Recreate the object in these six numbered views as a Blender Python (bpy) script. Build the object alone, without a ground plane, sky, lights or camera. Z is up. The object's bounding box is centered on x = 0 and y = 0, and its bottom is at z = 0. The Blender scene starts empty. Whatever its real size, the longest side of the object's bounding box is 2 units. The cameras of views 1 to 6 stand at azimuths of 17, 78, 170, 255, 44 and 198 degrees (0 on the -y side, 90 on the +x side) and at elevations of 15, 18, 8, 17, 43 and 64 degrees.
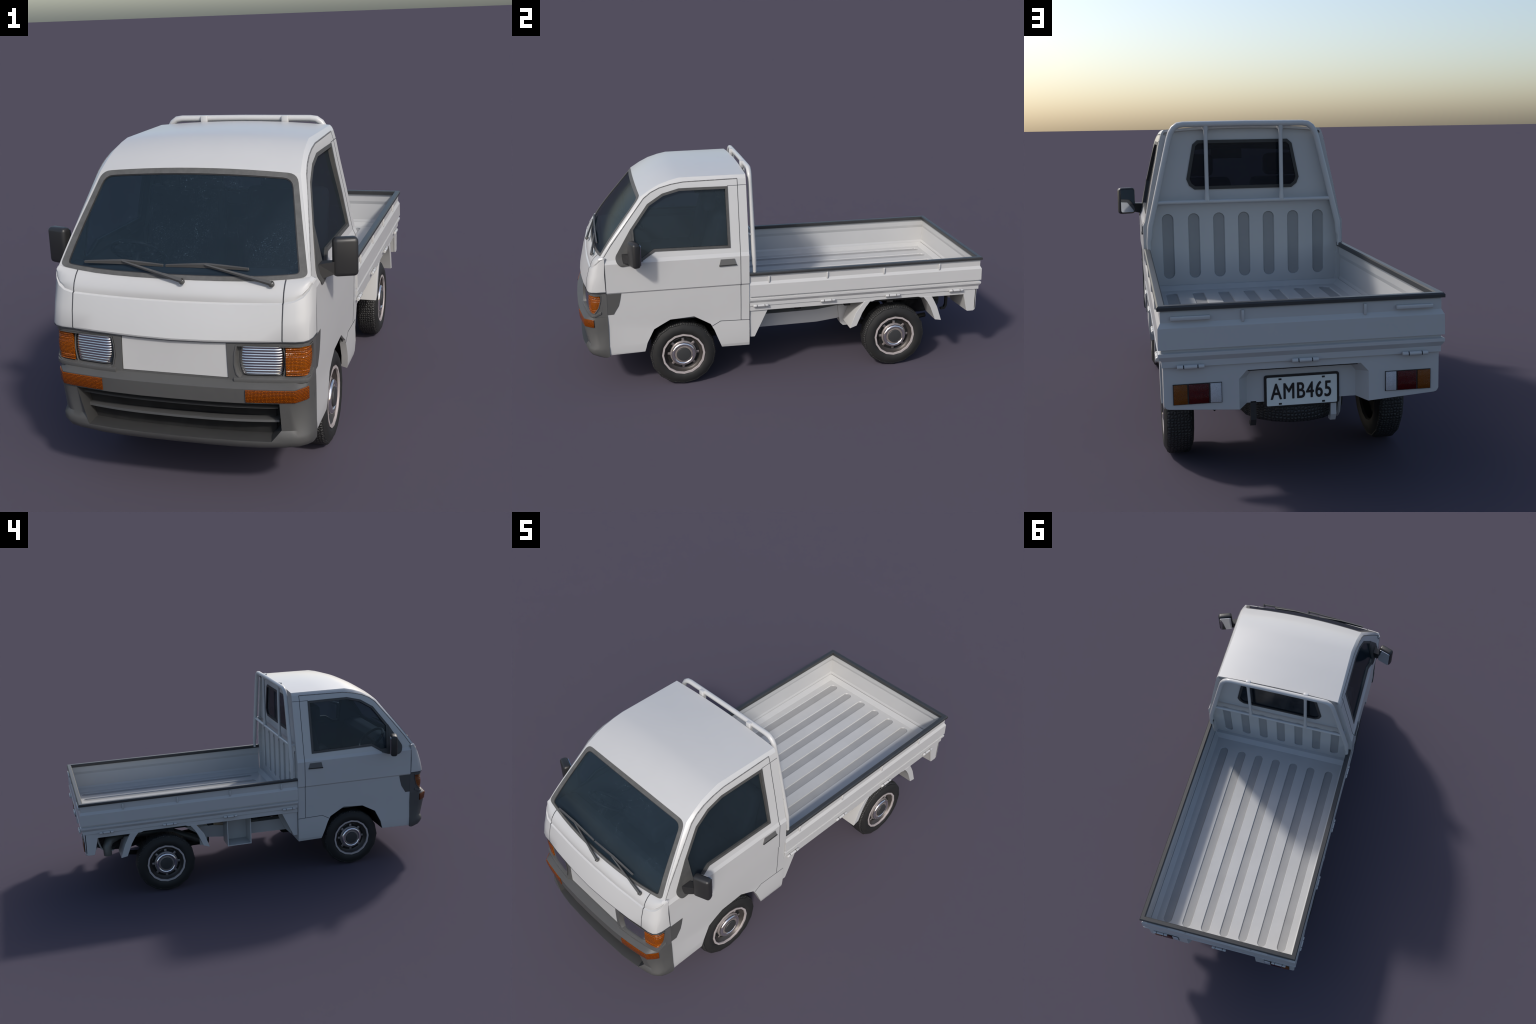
"""A small white cab-over pickup truck, built part by part (front towards -y, metres)."""
import bpy, bmesh, math, random
from math import sin, cos, pi, sqrt, atan2, radians
from mathutils import Vector, Matrix
from mathutils.geometry import delaunay_2d_cdt

random.seed(4)
SCENE = bpy.context.scene.collection

# ---------------------------------------------------------------- materials
def new_mat(name):
    m = bpy.data.materials.new(name)
    m.use_nodes = True
    nt = m.node_tree
    nt.nodes.clear()
    out = nt.nodes.new("ShaderNodeOutputMaterial")
    b = nt.nodes.new("ShaderNodeBsdfPrincipled")
    nt.links.new(b.outputs[0], out.inputs[0])
    return m, nt, b, out

def node(nt, kind, **kw):
    n = nt.nodes.new("ShaderNode" + kind)
    for k, v in kw.items():
        if k in n.inputs:
            n.inputs[k].default_value = v
        else:
            setattr(n, k, v)
    return n

def coords(nt, scale=(1, 1, 1)):
    tc = node(nt, "TexCoord")
    mp = node(nt, "Mapping")
    mp.inputs["Scale"].default_value = scale
    nt.links.new(tc.outputs["Object"], mp.inputs["Vector"])
    return mp.outputs["Vector"]

def plain(name, col, rough=.5, metal=0., spec=.5, coat=0., vary=.06, scale=14., bump=0., bump_scale=300.):
    """Principled material with a slight cloudy variation of colour and gloss."""
    m, nt, b, out = new_mat(name)
    v = coords(nt)
    nz = node(nt, "TexNoise", Scale=scale, Detail=4., Roughness=.6)
    nt.links.new(v, nz.inputs["Vector"])
    rp = node(nt, "ValToRGB")
    lo = [c * (1 - vary) for c in col]
    hi = [min(1, c * (1 + vary)) for c in col]
    rp.color_ramp.elements[0].position = .3
    rp.color_ramp.elements[1].position = .7
    rp.color_ramp.elements[0].color = (*lo, 1)
    rp.color_ramp.elements[1].color = (*hi, 1)
    nt.links.new(nz.outputs["Fac"], rp.inputs["Fac"])
    nt.links.new(rp.outputs["Color"], b.inputs["Base Color"])
    b.inputs["Roughness"].default_value = rough
    b.inputs["Metallic"].default_value = metal
    b.inputs["Specular IOR Level"].default_value = spec
    b.inputs["Coat Weight"].default_value = coat
    b.inputs["Coat Roughness"].default_value = .15
    if bump:
        n2 = node(nt, "TexNoise", Scale=bump_scale, Detail=2.)
        nt.links.new(v, n2.inputs["Vector"])
        bp = node(nt, "Bump", Strength=bump, Distance=.001)
        nt.links.new(n2.outputs["Fac"], bp.inputs["Height"])
        nt.links.new(bp.outputs["Normal"], b.inputs["Normal"])
    return m

def lens(name, dark, light, cell=300., rough=.18, spec=.28):
    """Moulded plastic lamp lens: a honeycomb of darker lines."""
    m, nt, b, out = new_mat(name)
    # cells laid out along the lamp: distance round the corner against height
    tc = node(nt, "TexCoord")
    sx = node(nt, "SeparateXYZ")
    nt.links.new(tc.outputs["Object"], sx.inputs[0])
    ab = node(nt, "Math", operation="ABSOLUTE")
    nt.links.new(sx.outputs["X"], ab.inputs[0])
    sm = node(nt, "Math", operation="ADD")
    nt.links.new(ab.outputs[0], sm.inputs[0])
    nt.links.new(sx.outputs["Y"], sm.inputs[1])
    cb = node(nt, "CombineXYZ")
    nt.links.new(sm.outputs[0], cb.inputs[0])
    nt.links.new(sx.outputs["Z"], cb.inputs[1])
    v = cb.outputs[0]
    vo = node(nt, "TexVoronoi", Scale=cell, feature="DISTANCE_TO_EDGE", voronoi_dimensions="2D")
    vo.inputs["Randomness"].default_value = .4
    nt.links.new(v, vo.inputs["Vector"])
    rp = node(nt, "ValToRGB")
    rp.color_ramp.elements[0].position = .04
    rp.color_ramp.elements[1].position = .42
    rp.color_ramp.elements[0].color = (*dark, 1)
    rp.color_ramp.elements[1].color = (*light, 1)
    nt.links.new(vo.outputs["Distance"], rp.inputs["Fac"])
    nt.links.new(rp.outputs["Color"], b.inputs["Base Color"])
    bp = node(nt, "Bump", Strength=.8, Distance=.0015)
    nt.links.new(vo.outputs["Distance"], bp.inputs["Height"])
    nt.links.new(bp.outputs["Normal"], b.inputs["Normal"])
    b.inputs["Roughness"].default_value = rough
    b.inputs["Coat Weight"].default_value = .0
    b.inputs["Specular IOR Level"].default_value = spec
    b.inputs["Coat Roughness"].default_value = .08
    return m

def glass(name, tint, dark, dust, fac=.5):
    """Tinted pane with scratches and specks of dust in patches."""
    m, nt, b, out = new_mat(name)
    v = coords(nt)
    cl = node(nt, "TexNoise", Scale=7.5, Detail=3., Roughness=.6)
    nt.links.new(v, cl.inputs["Vector"])
    clr = node(nt, "MapRange")
    clr.inputs["From Min"].default_value = .41
    clr.inputs["From Max"].default_value = .74
    nt.links.new(cl.outputs["Fac"], clr.inputs["Value"])
    # fine scratches: warped cell edges
    wp = node(nt, "TexNoise", Scale=9., Detail=2.)
    nt.links.new(v, wp.inputs["Vector"])
    mixv = node(nt, "MixRGB", blend_type="ADD")
    mixv.inputs[0].default_value = .25
    nt.links.new(v, mixv.inputs[1])
    nt.links.new(wp.outputs["Color"], mixv.inputs[2])
    vo = node(nt, "TexVoronoi", Scale=30., feature="DISTANCE_TO_EDGE")
    nt.links.new(mixv.outputs[0], vo.inputs["Vector"])
    ln = node(nt, "MapRange")
    ln.inputs["From Min"].default_value = .028
    ln.inputs["From Max"].default_value = .0
    nt.links.new(vo.outputs["Distance"], ln.inputs["Value"])
    sp = node(nt, "TexNoise", Scale=420., Detail=2., Roughness=.6)
    nt.links.new(v, sp.inputs["Vector"])
    spr = node(nt, "MapRange")
    spr.inputs["From Min"].default_value = .55
    spr.inputs["From Max"].default_value = .72
    nt.links.new(sp.outputs["Fac"], spr.inputs["Value"])
    mx = node(nt, "Math", operation="MULTIPLY")
    nt.links.new(ln.outputs[0], mx.inputs[0])
    nt.links.new(spr.outputs[0], mx.inputs[1])
    half = node(nt, "Math", operation="MULTIPLY_ADD")
    half.inputs[1].default_value = .3
    nt.links.new(spr.outputs[0], half.inputs[0])
    nt.links.new(mx.outputs[0], half.inputs[2])
    mk = node(nt, "Math", operation="MULTIPLY", use_clamp=True)
    nt.links.new(half.outputs[0], mk.inputs[0])
    nt.links.new(clr.outputs[0], mk.inputs[1])
    col = node(nt, "MixRGB")
    col.inputs[1].default_value = (*dark, 1)
    col.inputs[2].default_value = (*dust, 1)
    nt.links.new(mk.outputs[0], col.inputs[0])
    nt.links.new(col.outputs[0], b.inputs["Base Color"])
    b.inputs["Roughness"].default_value = .12
    b.inputs["Specular IOR Level"].default_value = .5
    tr = node(nt, "BsdfTransparent")
    tr.inputs[0].default_value = (*tint, 1)
    sh = node(nt, "MixShader")
    fa = node(nt, "Math", operation="MULTIPLY_ADD", use_clamp=True)
    fa.inputs[1].default_value = .4
    fa.inputs[2].default_value = fac
    nt.links.new(mk.outputs[0], fa.inputs[0])
    nt.links.new(fa.outputs[0], sh.inputs[0])
    nt.links.new(tr.outputs[0], sh.inputs[1])
    nt.links.new(b.outputs[0], sh.inputs[2])
    nt.links.new(sh.outputs[0], out.inputs[0])
    return m

def tread_material():
    """Rubber with a blocky herringbone tread worked out from the angle round the axle."""
    m, nt, b, out = new_mat("tread_rubber")
    tc = node(nt, "TexCoord")
    sx = node(nt, "SeparateXYZ")
    nt.links.new(tc.outputs["Object"], sx.inputs[0])
    an = node(nt, "Math", operation="ARCTAN2")
    nt.links.new(sx.outputs["Z"], an.inputs[0])
    nt.links.new(sx.outputs["Y"], an.inputs[1])
    ax = node(nt, "Math", operation="MULTIPLY")
    ax.inputs[1].default_value = 6.6
    nt.links.new(sx.outputs["X"], ax.inputs[0])
    cb = node(nt, "CombineXYZ")
    nt.links.new(an.outputs[0], cb.inputs[0])
    nt.links.new(ax.outputs[0], cb.inputs[1])
    vo = node(nt, "TexVoronoi", Scale=15., feature="DISTANCE_TO_EDGE", voronoi_dimensions="2D")
    vo.inputs["Randomness"].default_value = .45
    nt.links.new(cb.outputs[0], vo.inputs["Vector"])
    rp = node(nt, "ValToRGB")
    rp.color_ramp.elements[0].position = .05
    rp.color_ramp.elements[1].position = .25
    rp.color_ramp.elements[0].color = (.006, .006, .006, 1)
    rp.color_ramp.elements[1].color = (.030, .030, .030, 1)
    nt.links.new(vo.outputs["Distance"], rp.inputs["Fac"])
    nt.links.new(rp.outputs["Color"], b.inputs["Base Color"])
    bp = node(nt, "Bump", Strength=1., Distance=.006)
    nt.links.new(vo.outputs["Distance"], bp.inputs["Height"])
    nt.links.new(bp.outputs["Normal"], b.inputs["Normal"])
    b.inputs["Roughness"].default_value = .6
    return m

PAINT = plain("white_paint", (.45, .45, .448), rough=.36, spec=.45, coat=.25, vary=.015, scale=5.)
BED = plain("bed_paint", (.44, .44, .435), rough=.36, spec=.45, coat=.15, vary=.03, scale=9.)
WALL_GROOVE = plain("wall_flute_painted_shade", (.27, .27, .27), rough=.4, spec=.4, vary=.03, scale=9.)  # white paint darkened inside the flutes to bake in their occlusion shade
BED_GROOVE = plain("bed_channel_baked_shade", (.285, .285, .283), rough=.4, spec=.4, vary=.05, scale=9.)  # bed paint greyed in the channels; ambient shading put into the colour
GREY = plain("grey_plastic", (.066, .066, .065), rough=.5, spec=.4, vary=.04, bump=.15)
BEZEL = plain("lamp_bezel_plastic", (.078, .078, .077), rough=.38, spec=.5, vary=.04)
HANDLEGREY = plain("handle_plastic", (.115, .115, .114), rough=.5, vary=.04)
GRILLE = plain("grille_plastic", (.028, .028, .028), rough=.55, vary=.05)
SLAT = plain("slat_plastic", (.046, .046, .046), rough=.5, vary=.05)
SEAM = plain("seam_shadow_gap", (.045, .048, .055), rough=.7, spec=.2, vary=.2)
DRIPGREY = plain("drip_rail_sealer", (.13, .13, .13), rough=.6, vary=.45, scale=120.)
RUBBER = plain("rubber_gasket", (.062, .062, .061), rough=.55, spec=.35, vary=.12, scale=40.)
WSRUBBER = plain("windscreen_rubber", (.088, .088, .086), rough=.6, spec=.3, vary=.15, scale=40.)
BLACKTRIM = plain("black_trim", (.019, .019, .0195), rough=.42, spec=.5, vary=.06)
RAILTRIM = plain("rail_rubber", (.030, .031, .032), rough=.38, spec=.5, vary=.08)
TYRE = plain("tyre_rubber", (.017, .017, .017), rough=.62, spec=.3, vary=.12, bump=.1)
TREAD = tread_material()
UNDER = plain("underbody_black", (.012, .012, .012), rough=.8, spec=.2, vary=.3)
STEEL = plain("dark_steel", (.035, .035, .035), rough=.55, metal=.3, vary=.2)
EXHAUST = plain("exhaust_steel", (.10, .10, .09), rough=.5, metal=.4, vary=.2)
RIM = plain("wheel_rim_paint", (.40, .36, .355), rough=.4, metal=.1, vary=.06)
BARREL = plain("wheel_barrel", (.07, .062, .058), rough=.42, metal=.5, vary=.2)
SPOKE = plain("wheel_disc_paint", (.23, .205, .20), rough=.35, metal=.3, vary=.06)
HUBRING = plain("hub_ring_paint", (.20, .175, .165), rough=.4, metal=.2, vary=.06)
CHROME = plain("chrome", (.74, .71, .72), rough=.15, metal=.95, vary=.04)
HUB = plain("hub_cap_rubber", (.030, .031, .032), rough=.5, vary=.05)
MIRROR = plain("mirror_silver", (.55, .57, .60), rough=.04, metal=1., vary=.01)
REFLECT = plain("headlamp_reflector", (.62, .63, .66), rough=.10, metal=1., vary=.0)
AMBER = lens("amber_lens", (.022, .004, .0), (.33, .074, .0), 230., rough=.14)
AMBER_SMOOTH = lens("amber_ribbed_lens", (.04, .008, .0), (.44, .104, .0), 230., rough=.12)
REAR_AMBER = lens("rear_amber_lens", (.10, .026, .0), (.26, .075, .002), 360.)
RED = lens("red_lens", (.03, .0, .0), (.12, .001, .001), 300.)
CLEAR = lens("clear_lens", (.30, .30, .32), (.78, .78, .82), 420.)
PLATE = plain("plate_white", (.66, .69, .66), rough=.4, vary=.03)
PLATE_EDGE = plain("plate_black", (.008, .008, .008), rough=.4, vary=.05)
INTERIOR = plain("interior_trim", (.10, .105, .11), rough=.8, vary=.05)
SEAT = plain("seat_cloth", (.06, .065, .07), rough=.9, vary=.1, bump=.2)
WS_GLASS = glass("windscreen_glass", (.36, .44, .52), (.020, .034, .048), (.15, .23, .30), .46)
SIDE_GLASS = glass("side_glass", (.36, .44, .52), (.021, .033, .044), (.09, .15, .20), .46)
REAR_GLASS = glass("rear_glass", (.30, .36, .42), (.008, .012, .017), (.08, .12, .15), .62)

# ---------------------------------------------------------------- mesh helpers
ROOT = bpy.data.objects.new("pickup_truck", None)
SCENE.objects.link(ROOT)
ROOT["label"] = "small white cab-over pickup truck with open cargo bed"
ROOT["category"] = "pickup truck"

def add(name, data, parent=ROOT):
    o = bpy.data.objects.new(name, data)
    SCENE.objects.link(o)
    o.parent = parent
    return o

def mesh(name, verts, faces, mat, parent=ROOT, angle=32, outward=None, solid=False, mats=None, face_mat=None):
    me = bpy.data.meshes.new(name)
    bm = bmesh.new()
    vs = [bm.verts.new(v) for v in verts]
    for i, f in enumerate(faces):
        try:
            nf = bm.faces.new([vs[j] for j in f])
            if face_mat:
                nf.material_index = face_mat[i]
        except ValueError:
            pass
    bmesh.ops.remove_doubles(bm, verts=bm.verts, dist=1e-6)
    if solid:
        bmesh.ops.recalc_face_normals(bm, faces=bm.faces)
    if outward is not None:
        bm.normal_update()
        s = sum((f.normal.dot(Vector(outward)) * f.calc_area() for f in bm.faces))
        if s < 0:
            bmesh.ops.reverse_faces(bm, faces=bm.faces)
    bm.to_mesh(me)
    bm.free()
    for m in (mats or [mat]):
        me.materials.append(m)
    me.shade_smooth()
    me.set_sharp_from_angle(angle=radians(angle))
    return add(name, me, parent)

def thicken(o, t, inner=None, angle=30):
    """Give a panel thickness inwards; the inner side may have a trim material of its own."""
    md = o.modifiers.new("thickness", "SOLIDIFY")
    md.thickness = t
    md.offset = -1
    if inner is not None:
        o.data.materials.append(inner)
        md.material_offset = len(o.data.materials) - 1
        md.material_offset_rim = 0
    dg = bpy.context.evaluated_depsgraph_get()
    me = bpy.data.meshes.new_from_object(o.evaluated_get(dg))
    me.name = o.data.name
    o.modifiers.clear()
    o.data = me
    me.shade_smooth()
    me.set_sharp_from_angle(angle=radians(angle))
    return o

def loft(name, rows, mat, parent=ROOT, closed=False, caps=False, angle=32, outward=None):
    n = len(rows[0])
    verts = [p for r in rows for p in r]
    faces = []
    for i in range(len(rows) - 1):
        for j in range(n if closed else n - 1):
            k = (j + 1) % n
            faces.append((i * n + j, i * n + k, (i + 1) * n + k, (i + 1) * n + j))
    if caps:
        faces.append(tuple(range(n)))
        faces.append(tuple((len(rows) - 1) * n + j for j in range(n)))
    return mesh(name, verts, faces, mat, parent, angle, outward, solid=closed and caps)

def box(name, lo, hi, mat, parent=ROOT, bevel=.0, seg=2, rot=None, taper=None):
    """Box from lo to hi, edges rounded by bevel; rot turns it about its middle."""
    me = bpy.data.meshes.new(name)
    bm = bmesh.new()
    bmesh.ops.create_cube(bm, size=1)
    c = [(a + b) / 2 for a, b in zip(lo, hi)]
    d = [b - a for a, b in zip(lo, hi)]
    bmesh.ops.scale(bm, vec=d, verts=bm.verts)
    if taper:
        taper(bm)
    if bevel:
        bmesh.ops.bevel(bm, geom=bm.edges[:], offset=bevel, segments=seg, profile=.5, affect="EDGES")
    if rot:
        bmesh.ops.rotate(bm, cent=(0, 0, 0), matrix=rot, verts=bm.verts)
    bmesh.ops.translate(bm, vec=c, verts=bm.verts)
    bm.to_mesh(me)
    bm.free()
    me.materials.append(mat)
    me.shade_smooth()
    me.set_sharp_from_angle(angle=radians(50 if bevel else 30))
    return add(name, me, parent)

def tube(name, pts, r, mat, parent=ROOT, sides=10, radii=None, flat=None):
    """Round bar along pts; radii per point, flat = (normal, factor) squashes it."""
    P = [Vector(p) for p in pts]
    rows = []
    t0 = (P[1] - P[0]).normalized()
    up = Vector((0, 0, 1)) if abs(t0.z) < .9 else Vector((0, 1, 0))
    nrm = (up - t0 * up.dot(t0)).normalized()
    for i, p in enumerate(P):
        a = (P[i] - P[i - 1]).normalized() if i else t0
        b = (P[i + 1] - P[i]).normalized() if i < len(P) - 1 else a
        t = (a + b).normalized()
        nrm = (nrm - t * nrm.dot(t)).normalized()
        bi = t.cross(nrm)
        k = 1 / max(.5, t.dot(b))
        rr = radii[i] if radii else r
        rows.append([p + (nrm * cos(2 * pi * j / sides) + bi * sin(2 * pi * j / sides)) * rr * (k if 0 < i < len(P) - 1 else 1) for j in range(sides)])
    return loft(name, rows, mat, parent, closed=True, caps=True, angle=50)

def seam(name, pts, parent, r=.0017, mat=None):
    return tube(name, pts, r, mat or SEAM, parent, sides=6)

def revolve(name, profile, n, mat, parent, axis_x=True, angle=40, phase=0., closed=False):
    """Turn (radius, offset) pairs about the local x axis (or z)."""
    rows = []
    for r, a in profile:
        ring = []
        for j in range(n):
            th = 2 * pi * j / n + phase
            ring.append((a, r * cos(th), r * sin(th)) if axis_x else (r * cos(th), r * sin(th), a))
        rows.append(ring)
    if closed:
        rows.append(rows[0])
    return loft(name, rows, mat, parent, closed=True, angle=angle)

def prism(name, poly, x0, x1, mat, parent=ROOT, bevel=0., plane="yz"):
    """Extrude a 2D outline between two planes."""
    def at(p, t):
        return {"yz": (t, p[0], p[1]), "xz": (p[0], t, p[1]), "xy": (p[0], p[1], t)}[plane]
    n = len(poly)
    verts = [at(p, x0) for p in poly] + [at(p, x1) for p in poly]
    faces = [tuple(range(n)), tuple(range(n, 2 * n))] + [(i, (i + 1) % n, n + (i + 1) % n, n + i) for i in range(n)]
    o = mesh(name, verts, faces, mat, parent, 30, solid=True)
    if bevel:
        md = o.modifiers.new("rounded_edges", "BEVEL")
        md.width = bevel
        md.segments = 2
        md.limit_method = "ANGLE"
    return o

def inside(p, poly):
    x, y = p
    c = False
    for i in range(len(poly)):
        x1, y1 = poly[i]
        x2, y2 = poly[i - 1]
        if (y1 > y) != (y2 > y) and x < (x2 - x1) * (y - y1) / (y2 - y1) + x1:
            c = not c
    return c

def patch(name, outer, fn, mat, parent=ROOT, holes=(), lines=(), rings=(), angle=32, outward=None, pick=None, mats=None):
    """Flat outline with holes, cut along feature lines and rings, mapped to 3D by fn."""
    V, E = [], []
    def chain(pts, close):
        k = len(V)
        V.extend(Vector(p) for p in pts)
        n = len(pts)
        E.extend((k + i, k + (i + 1) % n) for i in range(n if close else n - 1))
    chain(outer, True)
    for h in holes:
        chain(h, True)
    for r in rings:
        chain(r, True)
    for l in lines:
        chain(l, False)
    vo, eo, fo, _, _, _ = delaunay_2d_cdt(V, E, [], 0, 1e-6)
    faces = []
    for f in fo:
        c = sum((vo[i] for i in f), Vector((0, 0))) / len(f)
        if inside(c, outer) and not any(inside(c, h) for h in holes):
            faces.append(tuple(f))
    used = sorted({i for f in faces for i in f})
    re = {u: i for i, u in enumerate(used)}
    verts = [fn(vo[u].x, vo[u].y) for u in used]
    fm = None
    if pick:
        fm = [pick(sum((vo[i].x for i in f)) / 3, sum((vo[i].y for i in f)) / 3) for f in faces]
    return mesh(name, verts, [tuple(re[i] for i in f) for f in faces], mat, parent, angle, outward, mats=mats, face_mat=fm)

def hline(z, a=-3, b=3):
    return [(a, z), (b, z)]

def vline(t, a=-3, b=3):
    return [(t, a), (t, b)]

def interp(tab, x):
    if x <= tab[0][0]:
        a, b = tab[0], tab[1]
    elif x >= tab[-1][0]:
        a, b = tab[-2], tab[-1]
    else:
        for a, b in zip(tab, tab[1:]):
            if x <= b[0]:
                break
    k = (x - a[0]) / (b[0] - a[0])
    return a[1] + (b[1] - a[1]) * k

def slot(p0, p1, r, n=7):
    """Stadium outline of radius r about the segment p0-p1."""
    d = (Vector(p1) - Vector(p0)).normalized()
    a0 = atan2(d.y, d.x)
    out = []
    for c, base in ((p1, a0 - pi / 2), (p0, a0 + pi / 2)):
        for i in range(n + 1):
            a = base + pi * i / n
            out.append((c[0] + r * cos(a), c[1] + r * sin(a)))
    return out

def seg_dist(p, a, b):
    p, a, b = Vector(p), Vector(a), Vector(b)
    t = max(0, min(1, (p - a).dot(b - a) / (b - a).length_squared))
    return (p - a - (b - a) * t).length

def mirror_x(o, name=None, parent=None):
    """A mirrored copy of a part for the other side."""
    me = o.data.copy()
    me.transform(Matrix.Diagonal((-1, 1, 1, 1)))
    me.flip_normals()
    c = add(name or o.name, me, parent or o.parent)
    for md in o.modifiers:
        m2 = c.modifiers.new(md.name, md.type)
        for p in ("thickness", "offset", "material_offset", "width", "segments", "limit_method"):
            if hasattr(md, p):
                setattr(m2, p, getattr(md, p))
    return c

def both(o, parent=None):
    return o, mirror_x(o, parent=parent)

def round_corners(poly, r, n=4):
    """Round every corner of a polygon; r may be a number or one radius per corner."""
    out = []
    k = len(poly)
    for i in range(k):
        ri = r[i] if isinstance(r, (list, tuple)) else r
        p, a, b = Vector(poly[i]), Vector(poly[i - 1]), Vector(poly[(i + 1) % k])
        if ri <= 0:
            out.append(tuple(p))
            continue
        u, w = (a - p).normalized(), (b - p).normalized()
        ri = min(ri, (a - p).length * .49, (b - p).length * .49)
        for j in range(n + 1):
            t = j / n
            q = (p + u * ri) * (1 - t) ** 2 + p * 2 * t * (1 - t) + (p + w * ri) * t ** 2
            out.append(tuple(q))
    return out

def inset(poly, d):
    """Shrink (d > 0) or grow a polygon by moving every edge; orientation independent."""
    k = len(poly)
    area = sum(poly[i - 1][0] * poly[i][1] - poly[i][0] * poly[i - 1][1] for i in range(k))
    s = 1 if area > 0 else -1
    out = []
    for i in range(k):
        p, a, b = Vector(poly[i]), Vector(poly[i - 1]), Vector(poly[(i + 1) % k])
        e1, e2 = (p - a).normalized(), (b - p).normalized()
        n1, n2 = Vector((-e1.y, e1.x)) * s, Vector((-e2.y, e2.x)) * s
        m = (n1 + n2)
        m = m / max(.3, m.length_squared) * 2
        out.append(tuple(p + m * d))
    return out

# ================================================================ CAB
CAB = ROOT

# half width of the cab side as a function of height
SIDE = [(.185, .384), (.20, .388), (.24, .3915), (.33, .3895), (.41, .3935), (.50, .3945), (.5075, .3995), (.645, .3995), (.662, .3915), (.686, .386),
        (.80, .3635), (.905, .3405), (.971, .3275), (1.0, .319), (1.02, .314)]
def side_x(z):
    return interp(SIDE, z)
def on_side(y, z):
    return (side_x(z), y, z)
SIDE_LINES = [hline(z) for z, _ in SIDE[1:-1]]

# drip line (upper door seam) and the roof / pillar crease above it, as (y, z)
DRIP = [(-.866, .680), (-.835, .725), (-.755, .828), (-.673, .930), (-.640, .955), (-.599, .974), (-.545, .987), (-.488, .995), (-.238, .999)]
ARCH = [(-.697, .196), (-.693, .216), (-.687, .241), (-.653, .308), (-.575, .351), (-.462, .358), (-.383, .312), (-.366, .28), (-.330, .187)]
WINDOW = [(-.282, .686), (-.283, .967), (-.400, .968), (-.509, .968), (-.587, .948), (-.657, .905), (-.739, .797),
          (-.733, .657), (-.687, .657), (-.633, .691)]
B_Y = -.236          # rear edge of the door
SILL_Z = .319

# door: everything ahead of its rear edge and above the sill seam
door_outline = [(-.864, .192), (-.864, .400), (-.866, .508)] + DRIP + [(B_Y, .999), (B_Y, SILL_Z), (-.335, SILL_Z + .004), (-.377, .300)] + \
    [p for p in reversed(ARCH) if p[1] <= .36 and p[0] < -.378][0:0] + [(-.383, .312), (-.462, .358), (-.575, .351), (-.653, .308), (-.687, .241), (-.693, .216), (-.699, .197)]
door = patch("door", door_outline, on_side, PAINT, CAB, holes=[WINDOW], lines=SIDE_LINES, outward=(1, 0, 0))
thicken(door, .010, INTERIOR, 9)
door_l = mirror_x(door)

# rear pillar and sill behind the door
pillar_outline = [(B_Y, .999), (-.195, .999), (-.195, .185), (-.330, .187), (-.366, .28), (-.377, .300), (-.335, SILL_Z + .004), (B_Y, SILL_Z)]
pillar = patch("rear_pillar", pillar_outline, on_side, PAINT, CAB, lines=SIDE_LINES, outward=(1, 0, 0))
both(thicken(pillar, .022, PAINT, 9))

# roof crease points (half width, y, z) from the windscreen corner back
CREASE = [(.387, -.881, .681), (.374, -.842, .733), (.3535, -.784, .810), (.319, -.686, .936), (.314, -.640, .966), (.310, -.597, .988), (.307, -.548, 1.004), (.304, -.505, 1.0135), (.308, -.195, 1.016)]
drip3 = [(side_x(z), y, z) for y, z in DRIP[:-1]] + [(side_x(.999), -.195, .999)]
mid = []
for c, d in zip(CREASE, drip3):
    c, d = Vector(c), Vector(d)
    m = (c + d) / 2
    out = Vector((1, 0, .6)) if d.z > .97 else Vector((1, -.55, .35))
    mid.append(tuple(m + out.normalized() * (c - d).length * .07))
pillar_strip = loft("roof_edge", [CREASE, mid, drip3], PAINT, CAB, outward=(1, 0, .5), angle=45)
both(thicken(pillar_strip, .008, INTERIOR, 45))

# roof: rows follow the crease, crowned across
ROOF = [(.319, -.686, .936, -.0085, .016), (.314, -.640, .966, -.006, .016), (.310, -.597, .988, -.004, .016), (.307, -.548, 1.004, -.002, .0155), (.304, -.505, 1.0135, 0, .015), (.306, -.36, 1.0148, 0, .0145), (.308, -.195, 1.016, 0, .0135)]
US = [-1, -.97, -.8, -.6, -.4, -.2, 0, .2, .4, .6, .8, .97, 1]
roof_rows = [[(hx * u, y + dy * (1 - u * u), z + dz * (1 - u * u)) for u in US] for hx, y, z, dy, dz in ROOF]
roof = loft("roof", roof_rows, PAINT, CAB, outward=(0, 0, 1))
thicken(roof, .010, INTERIOR, 32)

# windscreen surface
def ws(u, v, off=0.):
    b = Vector((.387 * u, -.915 + .034 * u ** 2, .664 + .017 * u ** 4))
    t = Vector((.319 * u, -.6945 + .0085 * u * u, .952 - .016 * u * u))
    p = b.lerp(t, v)
    n = Vector((.12 * u, -.79, .61)).normalized()
    return p + n * (off + .0105 * 6.75 * v * (1 - v) ** 2 * (1 - .6 * u ** 4))
def grid_lines():
    return [vline(u) for u in [i / 6 for i in range(-5, 6)]] + [hline(k / 8) for k in range(1, 8)]
WSQ = [(-1, 0), (1, 0), (1, 1), (-1, 1)]
ws_out = round_corners([(-.985, .004), (.985, .004), (.975, .992), (-.975, .992)], [.05, .05, .09, .09], 5)
ws_in = round_corners([(-.93, .038), (.93, .038), (.925, .940), (-.925, .940)], [.035, .035, .09, .09], 4)
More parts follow.
